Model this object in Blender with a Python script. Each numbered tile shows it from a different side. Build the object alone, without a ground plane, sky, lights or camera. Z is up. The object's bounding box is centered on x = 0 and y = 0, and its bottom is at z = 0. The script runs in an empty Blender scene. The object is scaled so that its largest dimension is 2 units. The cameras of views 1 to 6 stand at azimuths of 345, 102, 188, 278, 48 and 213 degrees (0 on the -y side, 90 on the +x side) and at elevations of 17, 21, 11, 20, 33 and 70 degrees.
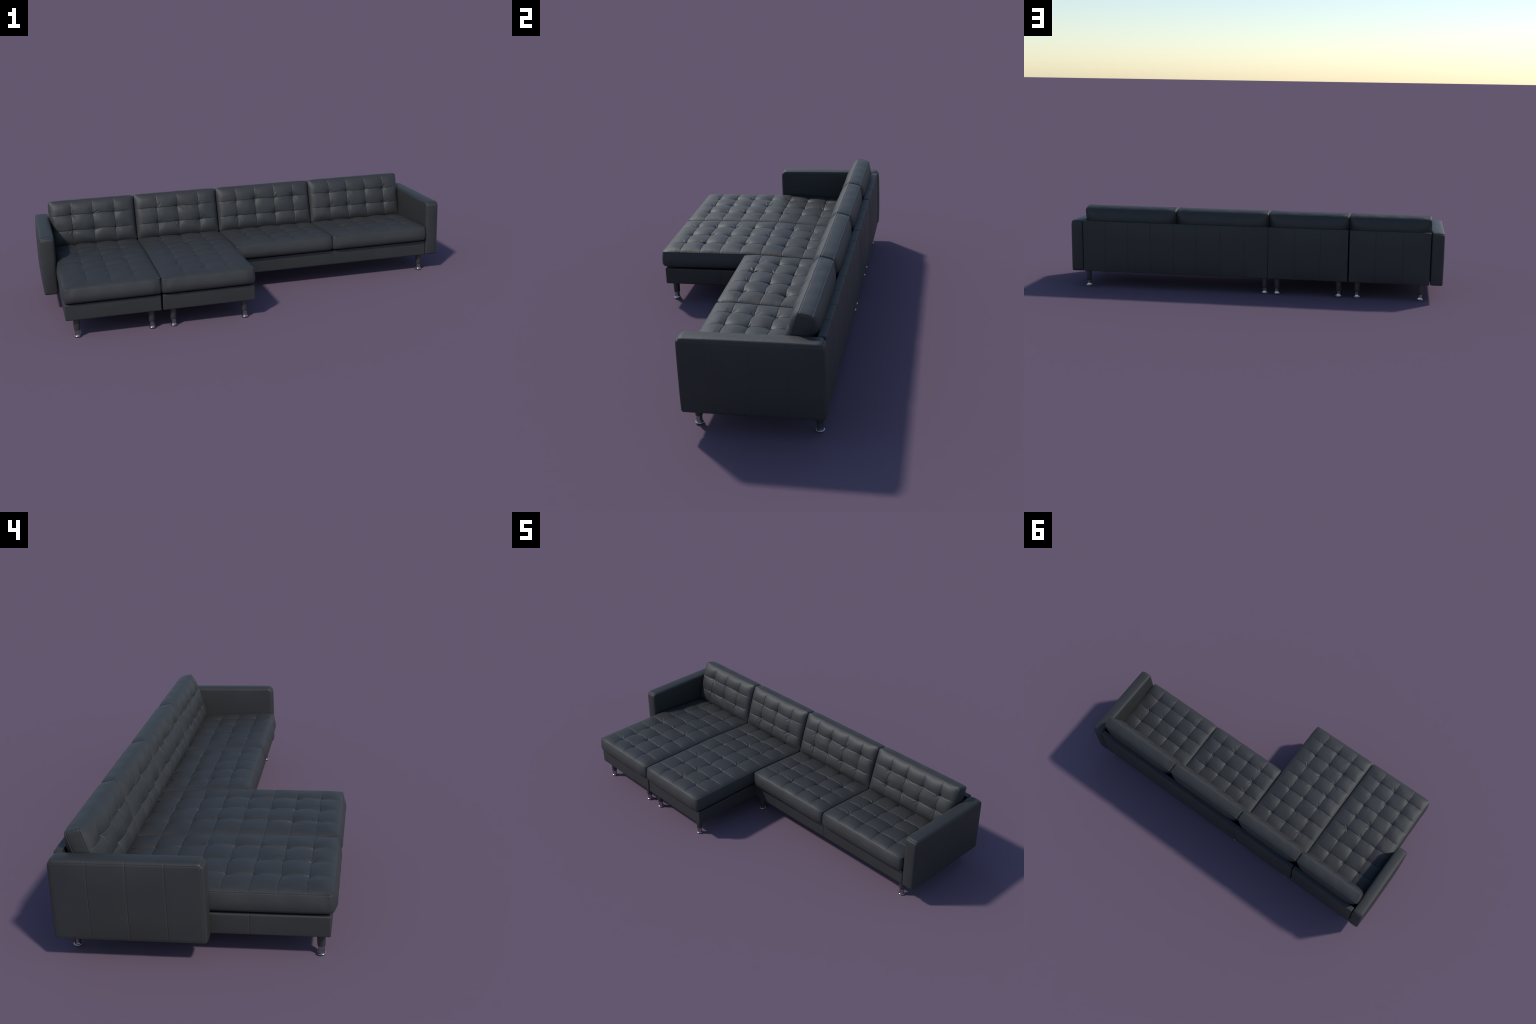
"""Black tufted-leather sectional sofa: two chaise modules, a two-cushion sofa module,
box armrests, loose back cushions and twelve tubular legs with chrome feet."""
import bpy, math, random
import numpy as np

# ------------------------------------------------------------------ materials
def leather_material(name, colour, rough):
    m = bpy.data.materials.new(name); m.use_nodes = True
    nt = m.node_tree; N = nt.nodes; L = nt.links
    b = N["Principled BSDF"]
    tc = N.new("ShaderNodeTexCoord")
    big = N.new("ShaderNodeTexNoise"); big.inputs["Scale"].default_value = 9.0
    big.inputs["Detail"].default_value = 4.0
    L.new(tc.outputs["Object"], big.inputs["Vector"])
    ramp = N.new("ShaderNodeValToRGB")
    ramp.color_ramp.elements[0].position = 0.3
    ramp.color_ramp.elements[1].position = 0.7
    ramp.color_ramp.elements[0].color = tuple(c * 0.94 for c in colour) + (1,)
    ramp.color_ramp.elements[1].color = tuple(c * 1.06 for c in colour) + (1,)
    L.new(big.outputs["Fac"], ramp.inputs["Fac"])
    L.new(ramp.outputs["Color"], b.inputs["Base Color"])
    # roughness varies a little where the hide is rubbed
    rr = N.new("ShaderNodeMapRange")
    rr.inputs["To Min"].default_value = rough - 0.03
    rr.inputs["To Max"].default_value = rough + 0.03
    L.new(big.outputs["Fac"], rr.inputs["Value"])
    L.new(rr.outputs["Result"], b.inputs["Roughness"])
    # pebbled grain
    vor = N.new("ShaderNodeTexVoronoi"); vor.inputs["Scale"].default_value = 420.0
    L.new(tc.outputs["Object"], vor.inputs["Vector"])
    bump = N.new("ShaderNodeBump"); bump.inputs["Strength"].default_value = 0.10
    bump.inputs["Distance"].default_value = 0.0006
    L.new(vor.outputs["Distance"], bump.inputs["Height"])
    hide = N.new("ShaderNodeTexNoise"); hide.inputs["Scale"].default_value = 48.0
    hide.inputs["Detail"].default_value = 3.0
    L.new(tc.outputs["Object"], hide.inputs["Vector"])
    bump2 = N.new("ShaderNodeBump"); bump2.inputs["Strength"].default_value = 0.22
    bump2.inputs["Distance"].default_value = 0.003
    L.new(hide.outputs["Fac"], bump2.inputs["Height"])
    L.new(bump.outputs["Normal"], bump2.inputs["Normal"])
    L.new(bump2.outputs["Normal"], b.inputs["Normal"])
    b.inputs["Specular IOR Level"].default_value = LEATHER_SPEC
    return m

def plain_material(name, colour, rough, metallic):
    m = bpy.data.materials.new(name); m.use_nodes = True
    nt = m.node_tree; b = nt.nodes["Principled BSDF"]
    b.inputs["Base Color"].default_value = (*colour, 1)
    b.inputs["Metallic"].default_value = metallic
    tc = nt.nodes.new("ShaderNodeTexCoord")
    no = nt.nodes.new("ShaderNodeTexNoise"); no.inputs["Scale"].default_value = 60.0
    nt.links.new(tc.outputs["Object"], no.inputs["Vector"])
    mr = nt.nodes.new("ShaderNodeMapRange")
    mr.inputs["To Min"].default_value = max(0.02, rough - 0.04)
    mr.inputs["To Max"].default_value = rough + 0.04
    nt.links.new(no.outputs["Fac"], mr.inputs["Value"])
    nt.links.new(mr.outputs["Result"], b.inputs["Roughness"])
    return m

LEATHER_SPEC = 0.46
CUSHION = leather_material("cushion_leather", (0.0315, 0.0315, 0.0315), 0.56)
COVER = leather_material("frame_leather", (0.0290, 0.0292, 0.0290), 0.57)
TUBE = plain_material("dark_coated_metal", (0.035, 0.035, 0.035), 0.42, 0.0)
CHROME = plain_material("chromed_metal", (0.43, 0.43, 0.45), 0.20, 1.0)

# ------------------------------------------------------------------ mesh tools
def link(ob, parent=None):
    bpy.context.scene.collection.objects.link(ob)
    if parent is not None:
        ob.parent = parent
    return ob

def mesh_object(name, verts, faces, mat, parent):
    me = bpy.data.meshes.new(name)
    v = np.asarray(verts, dtype=np.float32); f = np.asarray(faces, dtype=np.int32)
    me.vertices.add(len(v)); me.vertices.foreach_set("co", v.ravel())
    me.loops.add(f.size); me.loops.foreach_set("vertex_index", f.ravel())
    me.polygons.add(len(f))
    me.polygons.foreach_set("loop_start", np.arange(0, f.size, 4, dtype=np.int32))
    me.update(calc_edges=True); me.validate()
    me.polygons.foreach_set("use_smooth", np.ones(len(f), dtype=bool))
    me.materials.append(mat); me.update()
    return link(bpy.data.objects.new(name, me), parent)

def graded(lo, hi, step, lines=(), edge=0.0):
    """Coordinates from lo to hi about `step` apart, refined at seam lines and near the ends."""
    pts = list(np.linspace(lo, hi, max(3, int(round((hi - lo) / step)) + 1)))
    for c in lines:
        pts = [p for p in pts if abs(p - c) > 0.0042] + [c + o for o in (-0.0032, -0.0018, -0.0008, 0, 0.0008, 0.0018, 0.0032)]
    if edge:
        pts = [p for p in pts if lo + edge < p < hi - edge]
        ends = edge * (1 - np.cos(np.linspace(0, math.pi / 2, 8)))
        pts += [lo + e for e in ends] + [hi - e for e in ends]
    pts = sorted([p for p in pts if lo + 2e-4 < p < hi - 2e-4] + [lo, hi])
    out = [pts[0]]
    for p in pts[1:]:
        if p - out[-1] > 2e-4:
            out.append(p)
    return np.array(out)

def box_surface(xs, ys, zs):
    """Grid on the surface of a box: welded vertices, outward quads."""
    nx, ny, nz = len(xs), len(ys), len(zs)
    ids = -np.ones((nx, ny, nz), dtype=np.int64)
    shell = np.zeros((nx, ny, nz), dtype=bool)
    shell[0] = shell[-1] = True; shell[:, 0] = shell[:, -1] = True; shell[:, :, 0] = shell[:, :, -1] = True
    I = np.argwhere(shell)
    ids[shell] = np.arange(len(I))
    V = np.stack([xs[I[:, 0]], ys[I[:, 1]], zs[I[:, 2]]], 1)
    def quads(g, flip):
        a, b, c, d = g[:-1, :-1], g[1:, :-1], g[1:, 1:], g[:-1, 1:]
        q = np.stack([a, b, c, d], -1).reshape(-1, 4)
        return q[:, ::-1] if flip else q
    F = np.concatenate([quads(ids[:, :, -1], False), quads(ids[:, :, 0], True),
                        quads(ids[:, 0, :], False), quads(ids[:, -1, :], True),
                        quads(ids[-1, :, :], False), quads(ids[0, :, :], True)])
    return V, F

def smooth(t):
    t = np.clip(t, 0, 1)
    return t * t * (3 - 2 * t)

def round_corner(a, b, ha, hb, r):
    """Square-to-round mapping of the four corners of the rectangle |a|<ha, |b|<hb."""
    qa = np.clip(a, -(ha - r), ha - r); qb = np.clip(b, -(hb - r), hb - r)
    da, db = a - qa, b - qb
    n = np.hypot(da, db)
    k = np.where(n > 1e-9, np.maximum(np.abs(da), np.abs(db)) / np.maximum(n, 1e-9), 1.0)
    return qa + da * k, qb + db * k

def crease(d, width, depth):
    return -depth * np.exp(-(d / width) ** 2)

# ------------------------------------------------------------------ tufted cushion
def cushion(name, parent, seed, sx, sy, thick, cols, rows, side_bulge, crown, back_crown,
            corner, bottom_round, tuft, matrix, soft_edge=(0.019, 0.021), sag=0.0, ripple=0.00004, step=0.0025):
    """Box cushion sx by sy, its tufted face at local z = thick (at the border seam).
    cols / rows: positions of the quilting seams; buttons sit where they cross."""
    rnd = random.Random(seed)
    hx, hy = sx / 2, sy / 2
    xs = graded(-hx, hx, step, cols, 0.012)
    ys = graded(-hy, hy, step, rows, 0.012)
    zs = graded(0, thick, 0.003, (0.0085, thick - 0.0036), 0.0)
    V, F = box_surface(xs, ys, zs)
    x0, y0, z0 = V[:, 0].copy(), V[:, 1].copy(), V[:, 2].copy()
    w = z0 / thick
    top = z0 > thick - 1e-6
    bot = z0 < 1e-6
    x, y = round_corner(x0, y0, hx, hy, corner)
    d = np.minimum(hx - np.abs(x0), hy - np.abs(y0))          # distance to the border
    # ---- boxing strip: bulged sides, tucked-in lower edge, piping creases
    along = np.minimum(smooth((hx - np.abs(x0)) / 0.05) + smooth((hy - np.abs(y0)) / 0.05), 1)
    strip = np.sin(math.pi * np.clip(w, 0, 1) ** 0.72) ** 0.9 * (0.35 + 0.65 * along)
    o = np.zeros_like(w)
    o -= bottom_round * (1 - np.sqrt(np.clip(1 - (1 - np.clip(z0 / bottom_round, 0, 1)) ** 2, 0, 1)))
    o += np.where(top, 0, crease(z0 - thick + 0.0034, 0.0014, 0.0007)) + crease(z0 - 0.0085, 0.0014, 0.0012)
    run = np.where(hx - np.abs(x0) < hy - np.abs(y0), y0, x0)
    o += ripple * np.sin(math.pi * w) * (np.sin(run * 330 + seed) * np.sin(run * 57 + 2 * seed) + 0.6 * np.sin(run * 190 + 1.7 * seed))
    # slight unevenness of the stuffing
    o += 0.0007 * np.sin(x0 * 61 + seed) * np.sin(y0 * 53 + 2 * seed) * np.sin(math.pi * w)
    sxn, syn = (hx + o + side_bulge[0] * strip) / hx, (hy + o + side_bulge[1] * strip) / hy
    x, y = x * sxn, y * syn
    z = z0.copy()
    # ---- tufted face
    # the seams are hand-sewn: they wander by a millimetre
    xw = x0 + 0.0011 * np.sin(y0 * 47 + seed) + 0.0006 * np.sin(y0 * 113 + 2.1 * seed)
    yw = y0 + 0.0011 * np.sin(x0 * 43 + 1.7 * seed) + 0.0006 * np.sin(x0 * 121 + seed)
    dx = np.min([np.abs(xw - c) for c in cols], axis=0)
    dy = np.min([np.abs(yw - c) for c in rows], axis=0)
    ex, ey = hx - np.abs(x0), hy - np.abs(y0)
    dome = (1 - np.exp(-ex / soft_edge[0])) * (1 - np.exp(-ey / soft_edge[1]))
    mid = (1 - (x0 / hx) ** 4) * (1 - (y0 / hy) ** 4)
    h = crown[0] * dome + crown[1] * mid
    fx, fy = smooth((ex + 0.004) / 0.055), smooth((ey + 0.004) / 0.055)
    half = 0.047
    vx = (1 - np.minimum(dx / half, 1)) ** 2.2
    vy = (1 - np.minimum(dy / half, 1)) ** 2.2
    near = np.zeros_like(h)
    for c in cols:
        for rw in rows:
            near += rnd.uniform(0.65, 1.3) * np.exp(-np.hypot(xw - c, yw - rw) / 0.014)
    # some stretches of seam are pulled tighter than others
    tight = 1 + 0.28 * np.sin(x0 * 29 + 1.9 * seed) * np.sin(y0 * 33 + 0.7 * seed)
    h -= tuft[0] * tight * (vx * fy * (0.45 + 0.55 * fx) + vy * fx * (0.45 + 0.55 * fy))
    h -= tuft[1] * near
    h += crease(dx, 0.0014, tuft[2]) * np.minimum(1, 0.25 + fy) + crease(dy, 0.0014, tuft[2]) * np.minimum(1, 0.25 + fx)
    # pulled folds fanning out from the buttons
    fold = np.zeros_like(h)
    for c in cols:
        for rw in rows:
            for q in range(4):
                if rnd.random() > 0.75:
                    continue
                base = math.radians(45 + 90 * q + rnd.uniform(-18, 18))
                for k in range(rnd.choice((1, 2, 2, 3))):
                    an = base + math.radians(rnd.uniform(-22, 22))
                    ln = rnd.uniform(0.016, 0.040); am = rnd.uniform(0.0010, 0.0026) * rnd.choice((1, -1, -1))
                    ca, sa = math.cos(an), math.sin(an)
                    near_m = (np.abs(x0 - c) < 0.045) & (np.abs(y0 - rw) < 0.045) & top
                    px, py = x0[near_m] - c, y0[near_m] - rw
                    t = (px * ca + py * sa) / ln
                    s = -px * sa + py * ca
                    prof = np.where((t > 0) & (t < 1), np.sin(math.pi * np.clip(t, 0, 1) ** 0.6), 0)
                    fold[near_m] += am * prof * np.exp(-(s / (0.0016 + 0.0016 * t)) ** 2)
    h += fold * np.minimum(fx, fy)
    # puckers gathered along the border seam
    rim_run = np.where(ex < ey, y0, x0)
    pucker = (np.sin(rim_run * 410 + seed) + np.sin(rim_run * 263 + 3.1 * seed) + np.sin(rim_run * 617 + 1.3 * seed)) / 3
    pucker *= 0.6 + 0.4 * np.sin(rim_run * 31 + seed)
    h += 0.00035 * pucker * np.exp(-d / 0.012)
    # seams pull the border in slightly, so the edge seam undulates
    soft = np.sin(x0 * 37 + seed * 1.3) * np.sin(y0 * 41 + seed)
    h += 0.0010 * soft * dome
    # the seat is sat in: it sinks towards its back edge
    sink = sag * np.clip((y0 + matrix[0][1]) / 0.29, 0, 1.1)
    h -= sink * (1 + 0.3 * dome)
    z = np.where(top, z0 + h, z)
    pull = 0.0008 * (vx * (np.abs(hy - np.abs(y0)) < 1e-6) + vy * (np.abs(hx - np.abs(x0)) < 1e-6))
    z = np.where(~bot, z - pull * w ** 3, z)
    z = np.where(~bot & ~top, z - sink * w, z)
    # ---- plain underside / back
    belly = (1 - np.exp(-ex / 0.022)) * (1 - np.exp(-ey / 0.033))
    z = np.where(bot, -back_crown * belly, z)
    ob = mesh_object(name, np.stack([x, y, z], 1), F, CUSHION, parent)
    ob.location, ob.rotation_euler = matrix
    return ob

SEAM_DEPTH = (0.0012, 0.0019, 0.0012)      # on faces looking along x, y, z
# ------------------------------------------------------------------ upholstered panels (arms, bases, backs)
def panel(name, parent, lo, hi, radius, bulge=(0, 0, 0), seams=(), rim=None, taper=None, step=0.006, plan_round=0.0):
    """Rounded upholstered block. seams: (axis of line position, position, face axis, face sign).
    rim: (face axis, sign, inset) = stitched seam loop round one face."""
    lo, hi = np.array(lo, float), np.array(hi, float)
    c, h = (lo + hi) / 2, (hi - lo) / 2
    lines = [[], [], []]
    for ax, pos, fa, fs in seams:
        lines[ax].append(pos - c[ax])
    if rim:
        for ax in range(3):
            if ax != rim[0]:
                lines[ax] += [h[ax] - rim[2], -h[ax] + rim[2]]
    axes = [graded(-h[a], h[a], step, lines[a], min(radius * 1.0, h[a] * 0.6)) for a in range(3)]
    V, F = box_surface(*axes)
    p0 = V.copy()
    n_face = np.zeros_like(V)
    for a in range(3):
        n_face[:, a] = np.where(np.abs(np.abs(p0[:, a]) - h[a]) < 1e-7, np.sign(p0[:, a]), 0)
    rr = min(radius, h.min())
    inner = h - rr
    q = np.clip(p0, -inner, inner)
    dv = p0 - q
    ln = np.linalg.norm(dv, axis=1, keepdims=True)
    nrm = dv / np.maximum(ln, 1e-9)
    P = q + nrm * rr
    if plan_round:                                   # larger rounding seen along x (arm side view)
        upper = P[:, 2] > 0
        a, b = round_corner(P[:, 1], P[:, 2], h[1], h[2], plan_round)
        a2, b2 = round_corner(P[:, 1], P[:, 2], h[1], h[2], plan_round * 0.3)
        P[:, 1], P[:, 2] = np.where(upper, a, a2), np.where(upper, b, b2)
    # stuffing
    u = p0 / h
    for a in range(3):
        b, e = [i for i in range(3) if i != a]
        amt = bulge[a] * (1 - np.abs(u[:, b]) ** 3) * (1 - np.abs(u[:, e]) ** 3)
        P[:, a] += np.sign(p0[:, a]) * amt * (np.abs(nrm[:, a]))
    disp = np.zeros(len(P))
    for ax, pos, fa, fs in seams:
        on = n_face[:, fa] == fs
        dd = p0[:, ax] - (pos - c[ax])
        disp += np.where(on, crease(dd, 0.0016, SEAM_DEPTH[fa]), 0)
    if rim:
        b, e = [i for i in range(3) if i != rim[0]]
        on = n_face[:, rim[0]] == rim[1]
        db = np.abs(np.abs(p0[:, b]) - (h[b] - rim[2])); de = np.abs(np.abs(p0[:, e]) - (h[e] - rim[2]))
        ins_b = np.abs(p0[:, b]) < h[b] - rim[2] + 0.004; ins_e = np.abs(p0[:, e]) < h[e] - rim[2] + 0.004
        dmin = np.minimum(np.where(ins_e, db, 1), np.where(ins_b, de, 1))
        disp += np.where(on, crease(dmin, 0.0015, 0.0010), 0)
    P += nrm * disp[:, None]
    P += c
    if taper:
        P = taper(P)
    ob = mesh_object(name, P, F, COVER, parent)
    return ob

# ------------------------------------------------------------------ the sofa
sofa = link(bpy.data.objects.new("sectional_sofa", None))
sofa["label"] = "long black tufted leather sectional sofa with double chaise"
sofa["category"] = "sofa"

BASE_LO, BASE_HI = 0.0850, 0.158        # upholstered base band
PANEL_TOP = 0.358
REAR = 0.437

# module: x range of base, y of front, seams
modules = [
    dict(x=(-0.9250, -0.5065), front=-0.425, rear_seams=(-0.784, -0.643), front_seams=()),
    dict(x=(-0.4995, -0.0797), front=-0.425, rear_seams=(-0.356, -0.220), front_seams=()),
    dict(x=(-0.0790, 0.9270), front=-0.045, rear_seams=(0.047, 0.175, 0.303, 0.426, 0.554, 0.677, 0.803), front_seams=(0.424,)),
]
for k, m in enumerate(modules):
    x0, x1 = m["x"]
    seams = [(0, s, 1, -1) for s in m["front_seams"]]
    if k < 2:
        seams += [(1, -0.171, 0, -1), (1, -0.171, 0, 1), (1, 0.07, 0, -1), (1, 0.07, 0, 1)]
    panel("seat_base", sofa, (x0, m["front"], BASE_LO), (x1, 0.374, BASE_HI), 0.005, (0.0015, 0.0015, 0.0), seams)
    def lean(P):
        # inner face slopes: the panel is thinner at the top
        t = np.clip((P[:, 2] - 0.16) / 0.2, 0, 1)
        front = np.clip((REAR - P[:, 1]) / (REAR - 0.375), 0, 1)
        P[:, 1] += front * t * 0.034
        return P
    panel("back_panel", sofa, (x0, 0.375, BASE_LO - 0.0005), (x1, REAR, PANEL_TOP), 0.004, (0.0, 0.009, 0.0),
          [(0, s, f, 1) for s in m["rear_seams"] for f in (1, 2)], taper=lean)

# armrests: padded boxes, stitched rim on the outer face, three seams across it
ARM_SEAMS = (0.0725, 0.194, 0.317)
for sgn in (-1, 1):
    lo = (0.9285, -0.047, 0.0850); hi = (0.9925, 0.4365, 0.358)
    if sgn < 0:
        lo, hi = (-hi[0], lo[1], lo[2]), (-lo[0], hi[1], hi[2])
    def swell(P, s=sgn):
        # top pad is crowned, front pad rounds forward
        v = (P[:, 2] - 0.0865) / 0.2715
        w = np.clip((P[:, 1] + 0.047) / 0.4835, 0, 1)
        u = np.clip((np.abs(P[:, 0]) - 0.9285) / 0.064, 0, 1)
        arch = 1 - np.abs(2 * u - 1) ** 2.5
        P[:, 2] += 0.005 * arch * smooth((v - 0.5) / 0.5) * (1 - 0.5 * np.abs(2 * w - 1) ** 4)
        pad = arch * (1 - 0.6 * np.abs(2 * v - 1) ** 4)
        P[:, 1] += pad * (0.007 * smooth((w - 0.88) / 0.12) - 0.0055 * smooth((0.14 - w) / 0.14))
        return P
    panel("armrest", sofa, lo, hi, 0.008, (0.0072, 0.0, 0.0),
          [(1, s, 0, sgn) for s in ARM_SEAMS], rim=(0, sgn, 0.0075), taper=swell, plan_round=0.020, step=0.005)

# seat cushions
SEAT_Z, SEAT_T = 0.163, 0.0715
seat_rows_long = (-0.352, -0.262, -0.173, -0.083, 0.010, 0.100, 0.192, 0.283)
seat_rows_short = (0.023, 0.110, 0.192, 0.279)
seats = [
    ("chaise_cushion", (-0.9225, -0.5055), -0.4335, (-0.817, -0.715, -0.611), seat_rows_long),
    ("chaise_cushion", (-0.5005, -0.0825), -0.4335, (-0.394, -0.288, -0.185), seat_rows_long),
    ("seat_cushion", (-0.0750, 0.4200), -0.0580, (0.024, 0.126, 0.228, 0.328), seat_rows_short),
    ("seat_cushion", (0.4245, 0.9220), -0.0580, (0.528, 0.628, 0.730, 0.831), seat_rows_short),
]
for k, (nm, (x0, x1), front, cols, rows) in enumerate(seats):
    y1 = 0.372; cx, cy = (x0 + x1) / 2, (front + y1) / 2
    cushion(nm, sofa, 11 + k, x1 - x0, y1 - front, SEAT_T,
            [c - cx for c in cols], [r - cy for r in rows],
            (0.009, 0.0122), (0.0140, 0.0035), 0.002, 0.014, 0.011, (0.0041, 0.0048, 0.0014),
            ((cx, cy, SEAT_Z), (0, 0, 0)), sag=0.015)

# back cushions: lean back, tufted side forward
TILT = math.radians(16.8)
UP = np.array([0, math.sin(TILT), math.cos(TILT)])
OUT = np.array([0, -math.cos(TILT), math.sin(TILT)])
FRONT_TOP = np.array([0, 0.3455, 0.4358])           # border seam of the tufted face, at the top
BACK_H, BACK_T = 0.224, 0.057
backs = [((-0.9240, -0.5050), (-0.820, -0.7135, -0.607)),
         ((-0.5005, -0.0810), (-0.392, -0.2855, -0.1765)),
         ((-0.0760, 0.4190), (0.023, 0.123, 0.2265, 0.3295)),
         ((0.4235, 0.9225), (0.531, 0.630, 0.734, 0.8355))]
for k, ((x0, x1), cols) in enumerate(backs):
    cx = (x0 + x1) / 2
    centre = FRONT_TOP - UP * (BACK_H / 2) - OUT * BACK_T
    rows = [(FRONT_TOP[2] - z) / math.cos(TILT) for z in (0.365, 0.291)]
    rows = [BACK_H / 2 - r for r in rows]
    cushion("back_cushion", sofa, 31 + k, x1 - x0, BACK_H, BACK_T,
            [c - cx for c in cols], rows,
            (0.004, 0.0058), (0.021, 0.007), 0.037, 0.010, 0.003, (0.0052, 0.0055, 0.0016),
            ((cx, centre[1], centre[2]), (math.pi / 2 - TILT, 0, 0)), soft_edge=(0.013, 0.021), ripple=0.00013)

# ------------------------------------------------------------------ legs
def lathe(name, profile, mat, parent, seg=40):
    n = len(profile)
    ang = np.linspace(0, 2 * math.pi, seg, endpoint=False)
    V = np.array([(r * math.cos(a), r * math.sin(a), z) for r, z in profile for a in ang])
    F = [(i * seg + j, i * seg + (j + 1) % seg, (i + 1) * seg + (j + 1) % seg, (i + 1) * seg + j)
         for i in range(n - 1) for j in range(seg)]
    ob = mesh_object(name, V, F, mat, parent)
    ob.data.polygons.foreach_set("use_smooth", np.ones(len(F), dtype=bool))
    ob.data.set_sharp_from_angle(angle=math.radians(40))
    return ob

tube_profile = [(0.0002, 0.092), (0.0142, 0.092), (0.0142, 0.072), (0.0136, 0.045), (0.0130, 0.0315), (0.0124, 0.0303), (0.0002, 0.0303)]
foot_profile = [(0.0002, 0.032), (0.0108, 0.032), (0.0108, 0.018), (0.0113, 0.0095), (0.0122, 0.0062), (0.0143, 0.0052),
                (0.0152, 0.0040), (0.0154, 0.0026), (0.0150, 0.0010), (0.0140, 0.0), (0.0002, 0.0)]
leg_spots = [(-0.878, -0.393), (-0.549, -0.393), (-0.452, -0.393), (-0.124, -0.393),
             (-0.879, 0.406), (-0.551, 0.406), (-0.454, 0.406), (-0.126, 0.406),
             (-0.058, -0.012), (0.907, -0.012), (-0.060, 0.406), (0.908, 0.406)]
leg0 = foot0 = None
for x, y in leg_spots:
    if leg0 is None:
        leg = leg0 = lathe("leg", tube_profile[::-1], TUBE, sofa)
        foot = foot0 = lathe("metal_foot", foot_profile[::-1], CHROME, leg)
    else:
        leg = link(leg0.copy(), sofa)
        foot = link(foot0.copy(), leg)
    leg.location = (x, y, 0)
